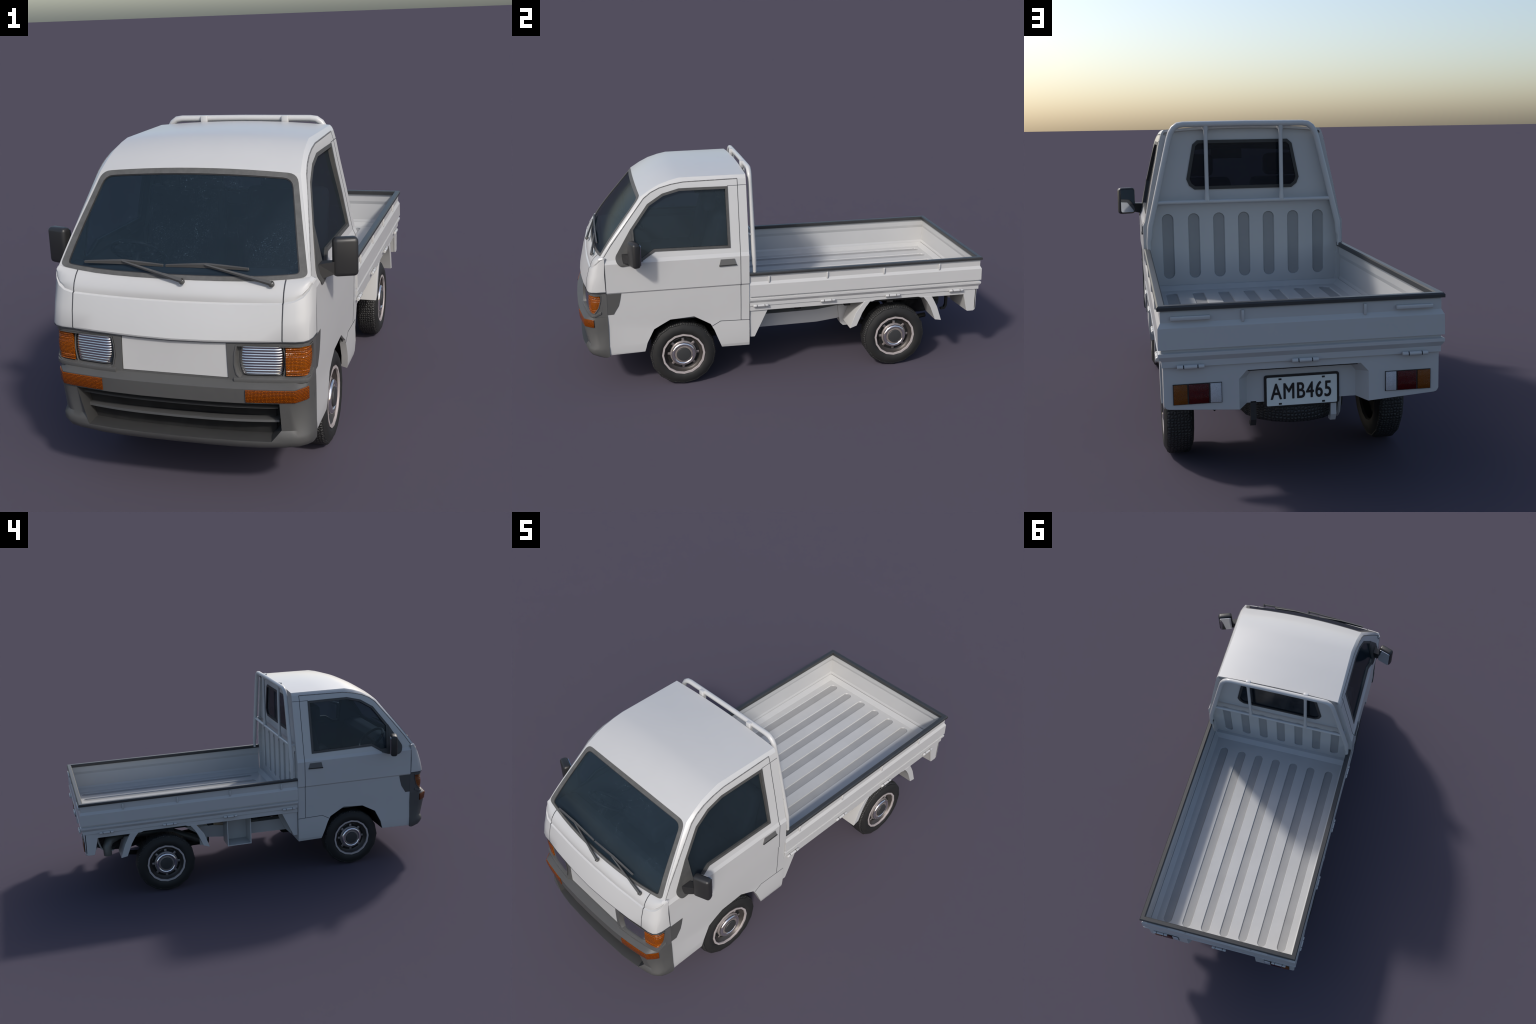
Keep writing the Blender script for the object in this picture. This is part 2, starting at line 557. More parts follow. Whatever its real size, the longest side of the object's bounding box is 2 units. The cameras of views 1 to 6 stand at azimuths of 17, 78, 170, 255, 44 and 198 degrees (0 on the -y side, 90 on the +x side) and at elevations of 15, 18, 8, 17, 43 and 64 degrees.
ws_surround = patch("windscreen_surround", WSQ, lambda u, v: ws(u, v), PAINT, CAB, holes=[ws_out], lines=grid_lines(), outward=(0, -1, 1))
thicken(ws_surround, .010, INTERIOR)
ws_gasket = patch("windscreen_gasket", ws_out, lambda u, v: ws(u, v, .0015), WSRUBBER, CAB, holes=[ws_in], lines=grid_lines(), outward=(0, -1, 1), angle=50)
thicken(ws_gasket, .012)
seal = patch("windscreen_seal", ws_in, lambda u, v: ws(u, v, -.0005), BLACKTRIM, CAB, holes=[inset(ws_in, .009)], lines=grid_lines(), outward=(0, -1, 1), angle=50)
thicken(seal, .004)
windscreen = patch("windscreen", ws_in, lambda u, v: ws(u, v, -.002), WS_GLASS, CAB, lines=grid_lines(), outward=(0, -1, 1), angle=60)

# ---------------------------------------------------------------- front skin
# column parameter t runs along the front to the corner and then back along the side
TCOL = [0, .1, .163, .19, .25, .32, .357, .380, .394, .462]
def front_map(rows):
    """rows: list of (z, [(x, y) per column]); bilinear surface over (t, z)."""
    def fn(t, z):
        s = -1 if t < 0 else 1
        t = min(abs(t), TCOL[-1])
        for j in range(len(TCOL) - 1):
            if t <= TCOL[j + 1] + 1e-9:
                break
        k = (t - TCOL[j]) / (TCOL[j + 1] - TCOL[j])
        zz = sorted(rows)
        if z <= zz[0][0]:
            i = 0
        elif z >= zz[-1][0]:
            i = len(zz) - 2
        else:
            i = max(n for n in range(len(zz) - 1) if zz[n][0] <= z)
        q = (z - zz[i][0]) / (zz[i + 1][0] - zz[i][0])
        def pt(r):
            a, b = r[j], r[j + 1]
            return a[0] + (b[0] - a[0]) * k, a[1] + (b[1] - a[1]) * k
        p0, p1 = pt(zz[i][1]), pt(zz[i + 1][1])
        return s * (p0[0] + (p1[0] - p0[0]) * q), p0[1] + (p1[1] - p0[1]) * q, z
    return fn
TLINES = [vline(s * t) for t in TCOL[:-1] for s in (1, -1)][1:]

# white bonnet panel: rows of (x, y, z) from the lamp line up to the windscreen
HX_BOT = [(0, -.976, .503), (.1, -.973, .504), (.163, -.969, .5055), (.25, -.962, .508), (.32, -.952, .510), (.357, -.949, .511), (.380, -.942, .512), (.392, -.930, .513), (.398, -.908, .513), (.3995, -.866, .513)]
HX_LIP = [(x, y - .002, z + .006) for x, y, z in HX_BOT]
HX_RDG = [(0, -.946, .606), (.1, -.945, .607), (.163, -.943, .608), (.25, -.938, .610), (.32, -.934, .613), (.352, -.928, .620), (.374, -.916, .630), (.388, -.901, .646), (.396, -.886, .663), (.401, -.866, .672)]
HX_RD2 = [(x * (1 if i < 6 else .988), y + .0065, z + .0035) for i, (x, y, z) in enumerate(HX_RDG)]
HX_TOP = [(x, -.9145 + .034 * (x / .387) ** 2, .664 + .017 * (x / .387) ** 4) for x in (0, .1, .163, .25, .32, .345, .362, .374, .386)] + [(.389, -.866, .680)]
def lerp_row(a, b, k, bulge=0):
    return [(p[0] + (q[0] - p[0]) * k, p[1] + (q[1] - p[1]) * k - bulge, p[2] + (q[2] - p[2]) * k) for p, q in zip(a, b)]
hood_half = [HX_BOT, HX_LIP, lerp_row(HX_LIP, HX_RDG, .5, .003), HX_RDG, HX_RD2, lerp_row(HX_RDG, HX_TOP, .22, .0022), lerp_row(HX_RDG, HX_TOP, .5, .0075), lerp_row(HX_RDG, HX_TOP, .8, .0068), lerp_row(HX_RDG, HX_TOP, .93, .0032), HX_TOP]
hood_rows = [[(-x, y, z) for x, y, z in reversed(r[1:])] + r for r in hood_half]
bonnet = loft("bonnet", hood_rows, PAINT, CAB, outward=(0, -1, 0), angle=28)
thicken(bonnet, .008, INTERIOR, 28)

# lamp band between bonnet and bumper
BAND = [(.390, [(0, -.967), (.1, -.967), (.163, -.967), (.19, -.969), (.25, -.962), (.32, -.950), (.357, -.942), (.380, -.934), (.391, -.921), (.3945, -.864)]),
        (.450, [(0, -.970), (.1, -.9685), (.163, -.967), (.19, -.967), (.25, -.960), (.32, -.950), (.357, -.944), (.381, -.936), (.391, -.922), (.396, -.864)]),
        (.513, [(0, -.972), (.1, -.969), (.163, -.965), (.19, -.963), (.25, -.957), (.32, -.948), (.357, -.943), (.378, -.935), (.388, -.922), (.396, -.864)])]
band = front_map(BAND)
def mirrored(poly):
    return [(-x, y) for x, y in reversed(poly)]
LAMP_HOLE = [(.189, .498), (.183, .470), (.182, .440), (.188, .412), (.198, .400), (.372, .400), (.394, .408), (.418, .436), (.430, .470), (.432, .497)]
PANEL = [(-.163, .3965), (.163, .3965), (.1605, .5025), (-.1605, .5025)]
band_outline = [(-.462, .390), (.462, .390), (.462, .513), (-.462, .513)]
lamp_band = patch("lamp_band", band_outline, band, BEZEL, CAB, holes=[LAMP_HOLE, mirrored(LAMP_HOLE), PANEL], lines=TLINES + [hline(.45)], outward=(0, -1, 0))
thicken(lamp_band, .006)
centre_panel = patch("centre_panel", inset(PANEL, .0015), lambda t, z: Vector(band(t, z)) + Vector((0, .003, 0)), PAINT, CAB, lines=TLINES + [hline(.45)], outward=(0, -1, 0))
thicken(centre_panel, .006)

# lamp recess: walls lead back from the hole to a dark tray
def recess(t, z, d):
    x, y, z = band(t, z)
    k = min(1, max(0, (abs(t) - .34) / .05))
    s = 1 if t > 0 else -1
    return (x - s * d * k, y + d * (1 - .55 * k), z)
def recess_loop(d, shrink):
    P = inset(LAMP_HOLE, shrink)
    dense = []
    k = len(P)
    for i0 in range(k):
        a, b = P[i0], P[(i0 + 1) % k]
        n = max(1, int((Vector(LAMP_HOLE[(i0 + 1) % k]) - Vector(LAMP_HOLE[i0])).length / .03))
        dense += [(a[0] + (b[0] - a[0]) * i / n, a[1] + (b[1] - a[1]) * i / n) for i in range(n)]
    return [recess(t, z, d) for t, z in dense]
bz_rows = []
for d, sh in ((-.003, -.0005), (-.003, .003), (.018, .005)):
    r = recess_loop(d, sh)
    bz_rows.append(r + [r[0]])
lamp_bezel = loft("lamp_bezel", bz_rows, BEZEL, CAB, outward=None, angle=40)
both(lamp_bezel)
lamp_tray = patch("lamp_tray", inset(LAMP_HOLE, .002), lambda t, z: recess(t, z, .017), GREY, CAB, lines=TLINES + [hline(.45)], outward=(.2, -1, 0))
both(lamp_tray)

# headlamp: horizontal flutes, curved back at both ends
def headlamp_rows():
    rows = []
    z0, z1, n = .409, .494, 11
    for i in range(n * 6 + 1):
        f = i / (n * 6)
        z = z0 + (z1 - z0) * f
        ph = (i % 6) / 6
        rib = .0011 * (1 - cos(2 * pi * ph)) / 2
        left = .195 + .006 * (abs(f - .6) * 2) ** 2.5
        right = .3225 - .006 * (abs(f - .5) * 2) ** 2
        row = []
        for k in (0, .03, .07, .14, .35, .6, .8, .9, .96, 1):
            t = left + (right - left) * k
            x, y, _ = recess(t, z, .0055)
            e = min(k, 1 - k)
            curve = .010 * max(0, 1 - e / .14) ** 2
            row.append((x, y - rib + curve, z))
        rows.append(row)
    return rows
headlamp = loft("headlamp", headlamp_rows(), REFLECT, CAB, outward=(0, -1, 0), angle=70)
both(thicken(headlamp, .006, angle=70))

# amber turn lamp wrapping the corner
def turn_rows():
    rows = []
    n = 46
    for i in range(n + 1):
        f = i / n
        z = .406 + .086 * f
        if f > .68:
            rib = .0028 * abs(sin((f - .68) / .32 * pi * 4.5))
        elif f < .28:
            rib = .0028 * abs(sin(f / .28 * pi * 4))
        else:
            rib = .0035
        end = interp([(0, .398), (.16, .416), (.5, .426), (.72, .4295), (.78, .426), (1, .421)], f)
        row = []
        for t in (.3275, .335, .355, .3725, .380, .388, .394, (.394 + end) / 2, end):
            x, y, _ = recess(t, z, .0045)
            k = min(1, max(0, (t - .355) / .035))
            row.append((x + rib * k, y - rib * (1 - .5 * k), z))
        rows.append(row)
    return rows
turn = loft("turn_lamp", turn_rows(), AMBER_SMOOTH, CAB, outward=(.4, -1, 0), angle=60)
both(thicken(turn, .006, angle=60))
# dividing bar between headlamp and turn lamp, following the bowed edge
div = []
for i in range(9):
    f = i / 8
    z = .404 + .090 * f
    t = .3245 - .006 * (abs(f - .5) * 2) ** 2
    x, y, _ = recess(t, z, .009)
    div.append((x, y, z))
both(tube("lamp_divider", div, .0022, BEZEL, CAB, sides=6))
# lip below the lamps
shelf_rows = []
for t in (.182, .25, .32, .357, .372, .384, .394, .41, .43):
    x, y, z = band(t, .395)
    k = min(1, max(0, (t - .35) / .045))
    n = Vector((k, -1 + .55 * k, 0)).normalized()
    p = Vector((x, y, 0))
    rise = max(0, t - .385) * .35
    o = .0065 if t < .385 else .004
    shelf_rows.append([tuple(p + n * a + Vector((0, 0, z2 + rise))) for a, z2 in ((-.004, .403), (o, .4015), (o + .001, .396), (o - .001, .389), (-.004, .387))])
both(loft("lamp_shelf", shelf_rows, BEZEL, CAB, closed=True, caps=True, angle=35))

# ---------------------------------------------------------------- bumper
def brow(z, ys, corner):
    return (z, list(zip([0, .1, .163, .19, .25, .32], ys)) + corner)
BUMPER = [
    brow(.178, [-.952, -.950, -.947, -.945, -.940, -.922], [(.355, -.900), (.372, -.886), (.382, -.874), (.390, -.864)]),
    brow(.183, [-.968, -.967, -.965, -.963, -.957, -.940], [(.357, -.922), (.376, -.905), (.387, -.888), (.392, -.864)]),
    brow(.192, [-.982, -.981, -.979, -.977, -.970, -.957], [(.358, -.943), (.380, -.923), (.390, -.900), (.394, -.864)]),
    brow(.210, [-.989, -.988, -.986, -.985, -.978, -.965], [(.359, -.955), (.383, -.935), (.3925, -.908), (.3955, -.864)]),
    brow(.230, [-.993, -.991, -.988, -.986, -.978, -.964], [(.359, -.955), (.383, -.937), (.3925, -.910), (.3955, -.864)]),
    brow(.243, [-.990, -.988, -.984, -.981, -.972, -.957], [(.357, -.946), (.379, -.925), (.3885, -.905), (.3945, -.864)]),
    brow(.335, [-.999, -.998, -.994, -.992, -.986, -.975], [(.357, -.966), (.380, -.938), (.389, -.918), (.3950, -.864)]),
    brow(.378, [-1.0, -.9985, -.996, -.994, -.988, -.978], [(.357, -.971), (.381, -.938), (.389, -.919), (.3950, -.864)]),
    brow(.3805, [-.996, -.9945, -.992, -.990, -.984, -.974], [(.355, -.967), (.380, -.936), (.389, -.918), (.3950, -.864)]),
    brow(.393, [-.966, -.966, -.966, -.967, -.961, -.949], [(.356, -.941), (.379, -.932), (.3895, -.917), (.3945, -.864)]),
]
bump = front_map(BUMPER)
MOUTH = [(-.285, .2125), (-.2, .2135), (-.1, .213), (0, .2125), (.1, .213), (.2, .2135), (.285, .2125), (.313, .245), (.313, .334), (-.313, .334)]
bumper_outline = [(-.462, .187), (-.42, .182), (-.36, .178), (.36, .178), (.42, .182), (.462, .187), (.462, .393), (-.462, .393)]
bumper = patch("bumper", bumper_outline, bump, GREY, CAB, holes=[MOUTH], lines=TLINES + [hline(z) for z, _ in BUMPER[1:-1]] + [vline(.34), vline(-.34)], outward=(0, -1, 0), angle=38)
thicken(bumper, .006, angle=38)

# mouth: walls running back, a dark wall and two slats
mouth_front = [Vector(bump(t, z)) for t, z in MOUTH]
def mouth_loop(depth, k):
    return [(p.x * k, p.y + depth, z if z > .3 else (z + .008 if z < .22 else z + .002)) for p, (t, z) in zip(mouth_front, MOUTH)]
loops = [[tuple(p) for p in mouth_front], mouth_loop(.026, .978), mouth_loop(.045, .976)]
loft("grille_mouth", [l + l[:1] for l in loops], GRILLE, CAB, angle=25)
mesh("grille_wall", loops[-1], [tuple(range(len(loops[-1])))], UNDER, CAB, outward=(0, -1, 0))
def slat(z0, z1, depth, half):
    cols = []
    for x in [i / 8 * half for i in range(-8, 9)]:
        y = bump(x, (z0 + z1) / 2)[1]
        cols.append([(x, y + depth, z1), (x, y + depth - .004, z1 - .002), (x, y + depth - .006, z0 + .001), (x, y + depth, z0), (x, y + .047, z0 - .003), (x, y + .047, z1)])
    return loft("grille_slat", cols, SLAT, CAB, closed=True, caps=True, angle=40)
slat(.3085, .3135, .025, .303)
slat(.263, .272, .026, .303)
# lower side lamps set in the bumper
def low_lamp(t, z, o):
    x, y, z = bump(t, z)
    k = min(1, max(0, (t - .35) / .03))
    n = Vector((k * .9, -1 + .45 * k, 0)).normalized()
    return Vector((x, y, z)) + n * o
rows = []
for t in (.220, .25, .29, .32, .345, .357, .360, .371, .381, .388):
    rows.append([tuple(low_lamp(t, z, o)) for z, o in ((.3385, -.002), (.3385, .0035), (.341, .0045), (.373, .0045), (.3755, .0035), (.3755, -.002))])
both(loft("bumper_lamp", rows, AMBER, CAB, closed=True, caps=True, angle=35))

# grey corner patch on the door behind the lamps
patch_poly = [(-.864, .507), (-.796, .507), (-.803, .47), (-.811, .440), (-.836, .399), (-.864, .399)]
corner_patch = patch("corner_patch", patch_poly, lambda y, z: (side_x(min(z, .4995)) + .0012, y, z), GREY, CAB, outward=(1, 0, 0))
thicken(corner_patch, .004)
mirror_x(corner_patch)

# ---------------------------------------------------------------- seams
def side_seam(pts, r=.0021, step=.04):
    out = []
    for a, b in zip(pts, pts[1:]):
        n = max(1, int((Vector(b) - Vector(a)).length / step))
        cut = sorted({i / n for i in range(n)} | {(z - a[1]) / (b[1] - a[1]) for z, _ in SIDE if (z - a[1]) * (z - b[1]) < 0})
        out += [(a[0] + (b[0] - a[0]) * k, a[1] + (b[1] - a[1]) * k) for k in cut]
    out.append(pts[-1])
    return [(side_x(z) - r * .55, y, z) for y, z in out]
def seam_pair(pts, mat=None, **kw):
    both(seam("panel_seam", side_seam(pts, **kw), CAB, r=kw.get("r", .0021), mat=mat))
seam_pair([(-.865, .402), (-.8655, .508), (-.8665, .655), (-.872, .672)])
seam_pair(DRIP + [(B_Y, .999)], r=.0028, mat=DRIPGREY)
seam_pair([(B_Y, .999), (B_Y, SILL_Z)])
seam_pair([(-.195, SILL_Z), (-.335, SILL_Z + .004), (-.377, .300)])
seam_pair([(-.195, .9705), (-.285, .969)], r=.0016)
# bonnet side joints and the edge below the bonnet
j = [r[4] for r in hood_half]
both(seam("panel_seam", [(x, y + .0012, z) for x, y, z in j], CAB, r=.0022))
seam("panel_seam", [(x, y + .001, z - .0005) for x, y, z in hood_rows[0]], CAB, r=.0022)

# ---------------------------------------------------------------- side windows, trims, handles, mirrors
gasket_in = inset(WINDOW, .011)
def gasket_map(o):
    return lambda y, z: (side_x(z) + o, y, z)
gasket = patch("window_gasket", inset(WINDOW, -.001), gasket_map(.0018), RUBBER, door, holes=[gasket_in], lines=SIDE_LINES, outward=(1, 0, 0))
thicken(gasket, .014)
mirror_x(gasket, parent=door_l)
pane = patch("side_window", gasket_in, lambda y, z: (side_x(z) - .0065 - .007 * max(0, (z - .70) / .26), y, z), SIDE_GLASS, door, lines=SIDE_LINES, outward=(1, 0, 0))
mirror_x(pane, parent=door_l)
TRI = round_corners([(-.739, .800), (-.816, .677), (-.812, .652), (-.793, .630), (-.728, .638), (-.690, .652), (-.690, .660), (-.733, .660)], [0, .012, .012, .012, 0, 0, 0, 0], 3)
trim = patch("corner_trim", TRI, gasket_map(.003), RUBBER, door, lines=SIDE_LINES, outward=(1, 0, 0))
thicken(trim, .006)
mirror_x(trim, parent=door_l)
HANDLE = [(-.338, .606), (-.331, .636), (-.266, .636), (-.257, .607)]
hs = patch("door_handle", HANDLE, lambda y, z: (side_x(z) + .0035, y, z), HANDLEGREY, door, outward=(1, 0, 0))
thicken(hs, .008)
mirror_x(hs, parent=door_l)
hl = prism("handle_lip", [(-.339, .6075), (-.339, .6025), (-.256, .6045), (-.256, .6090)], .400, .4055, STEEL, door)
mirror_x(hl, parent=door_l)

# mirrors: rounded housing swept back at the outer end, silvered face, short stalk
def door_mirror():
    rot = Matrix.Rotation(radians(20), 3, "Z")
    h = box("side_mirror", (.4185, -.749, .646), (.4935, -.712, .7625), BLACKTRIM, door, bevel=.013, seg=4, rot=None)
    me = h.data
    c = Vector((.459, -.7305, .704))
    me.transform(Matrix.Translation(c) @ rot.to_4x4() @ Matrix.Translation(-c - Vector((-.001, .003, 0))))
    g = box("mirror_glass", (.4245, -.7135, .654), (.4885, -.7105, .7545), MIRROR, door, bevel=.0, seg=1)
    bm = bmesh.new()
    bm.from_mesh(g.data)
    ed = [e for e in bm.edges if abs(e.verts[0].co.y - e.verts[1].co.y) > .001]
    bmesh.ops.bevel(bm, geom=ed, offset=.008, segments=3, profile=.5, affect="EDGES")
    bm.to_mesh(g.data)
    bm.free()
    g.data.transform(Matrix.Translation(c) @ rot.to_4x4() @ Matrix.Translation(-c - Vector((-.001, .003, 0))))
    s = mesh("mirror_stalk", [(.390, -.790, .645), (.390, -.742, .645), (.390, -.742, .690), (.390, -.785, .690),
                              (.432, -.758, .655), (.432, -.735, .655), (.432, -.735, .692), (.432, -.758, .692)],
             [(0, 1, 2, 3), (4, 5, 6, 7), (0, 1, 5, 4), (1, 2, 6, 5), (2, 3, 7, 6), (3, 0, 4, 7)], BLACKTRIM, door, solid=True)
    return h, g, s
for part in door_mirror():
    mirror_x(part, parent=door_l)

# ---------------------------------------------------------------- wipers
def wiper(px, jx, x0, x1):
    y_of = lambda x: -.8895 - .004 * (1 - (x / .3) ** 2)
    pv, jt = Vector((px, -.916 - .017 * (1 - (px / .29) ** 2), .665)), Vector((jx, y_of(jx) - .003, .7045))
    d = (jt - pv).normalized()
    up = Vector((0, -.6, .8))
    sd = d.cross(up).normalized()
    def arm(a, b, w0, w1, h):
        R = []
        for p, w in ((a, w0), (b, w1)):
            R.append([tuple(p + sd * w + up * 0), tuple(p + sd * w * .7 + up * h), tuple(p - sd * w * .7 + up * h), tuple(p - sd * w)])
        return R
    o = loft("wiper_arm", arm(pv + up * .002, pv.lerp(jt, .3) + up * .002, .0065, .0055, .007), GREY, CAB, closed=True, caps=True)
    loft("wiper_arm", arm(pv.lerp(jt, .26) + up * .002, jt, .0048, .003, .006), GREY, CAB, closed=True, caps=True)
    rows = []
    for i in range(7):
        k = i / 6
        x = x0 + (x1 - x0) * k
        hgt = .0035 + .007 * (1 - abs(k - .5) * 2)
        p = Vector((x, y_of(x), .699 + .002 * sin(k * pi)))
        rows.append([tuple(p + Vector((0, .004, -.003))), tuple(p + Vector((0, -.003, -.0035))), tuple(p + Vector((0, -.005, hgt * .75))), tuple(p + Vector((0, .002, hgt)))])
    loft("wiper_blade", rows, GREY, CAB, closed=True, caps=True)
    cap = revolve("wiper_pivot", [(.0085, -.004), (.0085, .004), (.006, .007)], 12, GREY, CAB, axis_x=False)
    cap.location = pv + up * .002
    cap.rotation_euler = (radians(35), 0, 0)
wiper(.026, -.17, -.295, -.044)
wiper(.285, .085, -.036, .213)

# ---------------------------------------------------------------- rear wall of the cab
WALL_Y = -.207
SLOTS_X = [-.303, -.2, -.1, 0, .1, .2, .303]
RW = [(.179, .973), (.197, .957), (.224, .822), (.2145, .798), (.194, .782)]
REAR_WIN = RW + [(-x, z) for x, z in reversed(RW)]
def groove_depth(p, slots, r, depth):
    d = min(seg_dist(p, a, b) for a, b in slots)
    if d >= r:
        return 0.
    k = min(1., (r - d) / .0035)
    base = .85 * (k * k * (3 - 2 * k))
    return depth * (base + .15 * (1 - (d / r) ** 2))
wall_slots = [((x, .450), (x, .664)) for x in SLOTS_X]
def wall_fn(x, z):
    y = WALL_Y - .005 if z < .735 else WALL_Y
    y -= groove_depth((x, z), wall_slots, .0235, .0065)
    return (x, y, z)
wall_outline = [(-.381, .19), (.381, .19), (.381, .50), (.385, .66), (.375, .69), (.352, .80), (.3150, .990), (.304, 1.0125), (.2, 1.020), (0, 1.0245), (-.2, 1.020), (-.304, 1.0125), (-.3150, .990), (-.352, .80), (-.375, .69), (-.385, .66), (-.381, .50)]
wall_rings = [slot(a, b, r) for a, b in wall_slots for r in (.0235, .0222, .0212, .0200, .010)]
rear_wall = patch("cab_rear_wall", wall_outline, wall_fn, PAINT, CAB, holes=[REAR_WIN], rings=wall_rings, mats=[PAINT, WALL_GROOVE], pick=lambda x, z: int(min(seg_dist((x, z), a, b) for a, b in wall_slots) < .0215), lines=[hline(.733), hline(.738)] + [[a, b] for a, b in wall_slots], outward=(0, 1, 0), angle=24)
thicken(rear_wall, .012, INTERIOR, 24)
rg_in = inset(REAR_WIN, .0115)
rgask = patch("rear_window_gasket", inset(REAR_WIN, -.001), lambda x, z: (x, WALL_Y + .004, z), BLACKTRIM, CAB, holes=[rg_in], outward=(0, 1, 0))
thicken(rgask, .012)
patch("rear_window", rg_in, lambda x, z: (x, WALL_Y - .001, z), REAR_GLASS, CAB, outward=(0, 1, 0))
# closed lower sides between the wall and the pillars
prism("cab_back_panel", [(-.377, .187), (.377, .187), (.377, .3585), (-.377, .3585)], -.2145, -.1935, PAINT, CAB, plane="xz")

# ---------------------------------------------------------------- interior
box("cab_floor", (-.375, -.86, .345), (.375, -.215, .362), INTERIOR, CAB)
def seat(x):
    s = box("seat", (x - .150, -.60, .44), (x + .150, -.30, .54), SEAT, CAB, bevel=.02)
    box("seat_back", (x - .140, -.036, -.16), (x + .140, .036, .16), SEAT, s, bevel=.022, rot=Matrix.Rotation(radians(-14), 3, "X")).location = (0, -.325, .665)
    box("headrest", (x - .075, -.385, .825), (x + .075, -.325, .915), SEAT, s, bevel=.02)
seat(-.18)
seat(.18)
prism("dashboard", [(-.865, .50), (-.885, .64), (-.865, .672), (-.80, .678), (-.755, .650), (-.735, .56), (-.75, .48)], -.372, .372, INTERIOR, CAB, bevel=.008)
wheel_ring = []
sw = Matrix.Translation((-.205, -.705, .682)) @ Matrix.Rotation(radians(-38), 4, "X")
sw_o = tube("steering_wheel", [tuple(sw @ Vector((.082 * cos(2 * pi * i / 20), .082 * sin(2 * pi * i / 20), 0))) for i in range(21)], .0075, BLACKTRIM, CAB, sides=8)
tube("steering_spoke", [tuple(sw @ Vector((-.08, 0, 0))), tuple(sw @ Vector((0, 0, -.012))), tuple(sw @ Vector((.08, 0, 0)))], .009, BLACKTRIM, sw_o, sides=6)
tube("steering_column", [tuple(sw @ Vector((0, 0, -.005))), tuple(sw @ Vector((0, 0, -.11)))], .017, BLACKTRIM, sw_o, sides=8)
box("rear_view_mirror", (-.06, -.690, .885), (.08, -.678, .930), BLACKTRIM, CAB, bevel=.004)

# wheel wells and underside of the cab
well = ARCH
rows = [[(side_x(z) - .008, y, z) for y, z in well], [(.245, y, z) for y, z in well]]
rows = [r_[:6] for r_ in rows]
both(thicken(loft("wheel_well", rows, UNDER, CAB, outward=(0, 0, -1), angle=20), .003))
inner = mesh("wheel_well_wall", [(.245, y, z) for y, z in well], [tuple(range(len(well)))], UNDER, CAB, outward=(1, 0, 0))
both(inner)
prism("front_underbody", [(-.865, .200), (-.70, .200), (-.70, .34), (-.865, .34)], -.375, .375, UNDER, CAB)
prism("middle_underbody", [(-.70, .215), (-.33, .215), (-.33, .345), (-.70, .345)], -.245, .245, UNDER, CAB)
prism("sill_underbody", [(-.315, .195), (-.214, .195), (-.214, .345), (-.335, .345)], -.374, .374, UNDER, CAB)
prism("front_apron", [(-.925, .200), (-.865, .195), (-.865, .34), (-.925, .34)], -.29, .29, UNDER, CAB)

# ================================================================ CARGO BED
BEDROOT = ROOT
FLOOR_Z = .3855
floor_slots = [((x, -.097), (x, .905)) for x in SLOTS_X]
def floor_fn(x, y):
    z = FLOOR_Z
    e = max(abs(x) - .357, y - .946, -.172 - y)
    if e > 0:
        z += min(e / .024, 1) * .0165
    z -= groove_depth((x, y), floor_slots, .0235, .0058)
    return (x, y, z)
FX, FY0, FY1 = .3815, -.2155, .9705
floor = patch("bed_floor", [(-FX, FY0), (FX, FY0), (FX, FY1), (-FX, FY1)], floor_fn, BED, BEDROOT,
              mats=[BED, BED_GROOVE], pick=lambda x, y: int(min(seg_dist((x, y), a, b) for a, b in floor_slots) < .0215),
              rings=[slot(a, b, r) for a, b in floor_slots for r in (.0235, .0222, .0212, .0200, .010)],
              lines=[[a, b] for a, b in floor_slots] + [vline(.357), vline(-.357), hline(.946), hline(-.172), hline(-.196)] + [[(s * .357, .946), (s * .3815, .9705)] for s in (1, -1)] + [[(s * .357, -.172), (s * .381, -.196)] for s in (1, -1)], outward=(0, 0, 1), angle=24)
thicken(floor, .006, UNDER, 24)

# gates: one cross-section swept along each side, mitred at the corners.
# (inset from the outermost plane, height)
GATE = [(.012, .546), (.0085, .536), (.0085, .509), (.001, .495), (0, .437), (.0085, .4345), (.0085, .4285), (0, .426), (0, .417), (.0085, .403), (.0085, .3865),
        (.016, .3865), (.016, .402), (.0115, .414), (.0075, .489), (.0125, .504), (.0165, .546)]
RAIL = [(.0, .5425), (.0, .5515), (.004, .5560), (.020, .5560), (.0235, .5525), (.0235, .5385), (.014, .538), (.010, .541)]
OX, OY = .3995, .9915
def swept(name, prof, side, mat, dx=0.):
    if side == "left" or side == "right":
        s = 1 if side == "right" else -1
        rows = [[(s * (OX - o), -.192, z) for o, z in prof], [(s * (OX - o), OY - o, z) for o, z in prof]]
    else:
        rows = [[(-(OX - o), OY - o, z) for o, z in prof], [(OX - o, OY - o, z) for o, z in prof]]
    return loft(name, rows, mat, BEDROOT, closed=True, caps=True, angle=11)
gates = {}
for sd, nm in (("right", "side_gate"), ("left", "side_gate"), ("rear", "tail_gate")):
    gates[sd] = swept(nm, GATE, sd, PAINT)
    r = swept("gate_rail", RAIL, sd, RAILTRIM)
    r.parent = gates[sd]

# sill below the gates, with the opening above the rear wheels
SX = .3875
sill = [(-.193, .385), (-.193, .3605), (.425, .3605), (.440, .366), (.665, .366), (.68, .3605), (.907, .3605), (.928, .272), (.934, .268), (.965, .268), (.974, .276), (.974, .385)]
side_sill = prism("bed_sill", sill, SX - .010, SX, PAINT, BEDROOT, bevel=.0015)
both(side_sill)
# box frame under the floor
box("bed_crossmember", (-.376, -.19, .352), (.376, -.17, .374), UNDER, BEDROOT)
for y in (.05, .30, .52, .76):
    box("bed_crossmember", (-.376, y - .015, .345), (.376, y + .015, .371), UNDER, BEDROOT)
box("bed_underside", (-.376, -.19, .3585), (.376, .960, .3630), UNDER, BEDROOT)

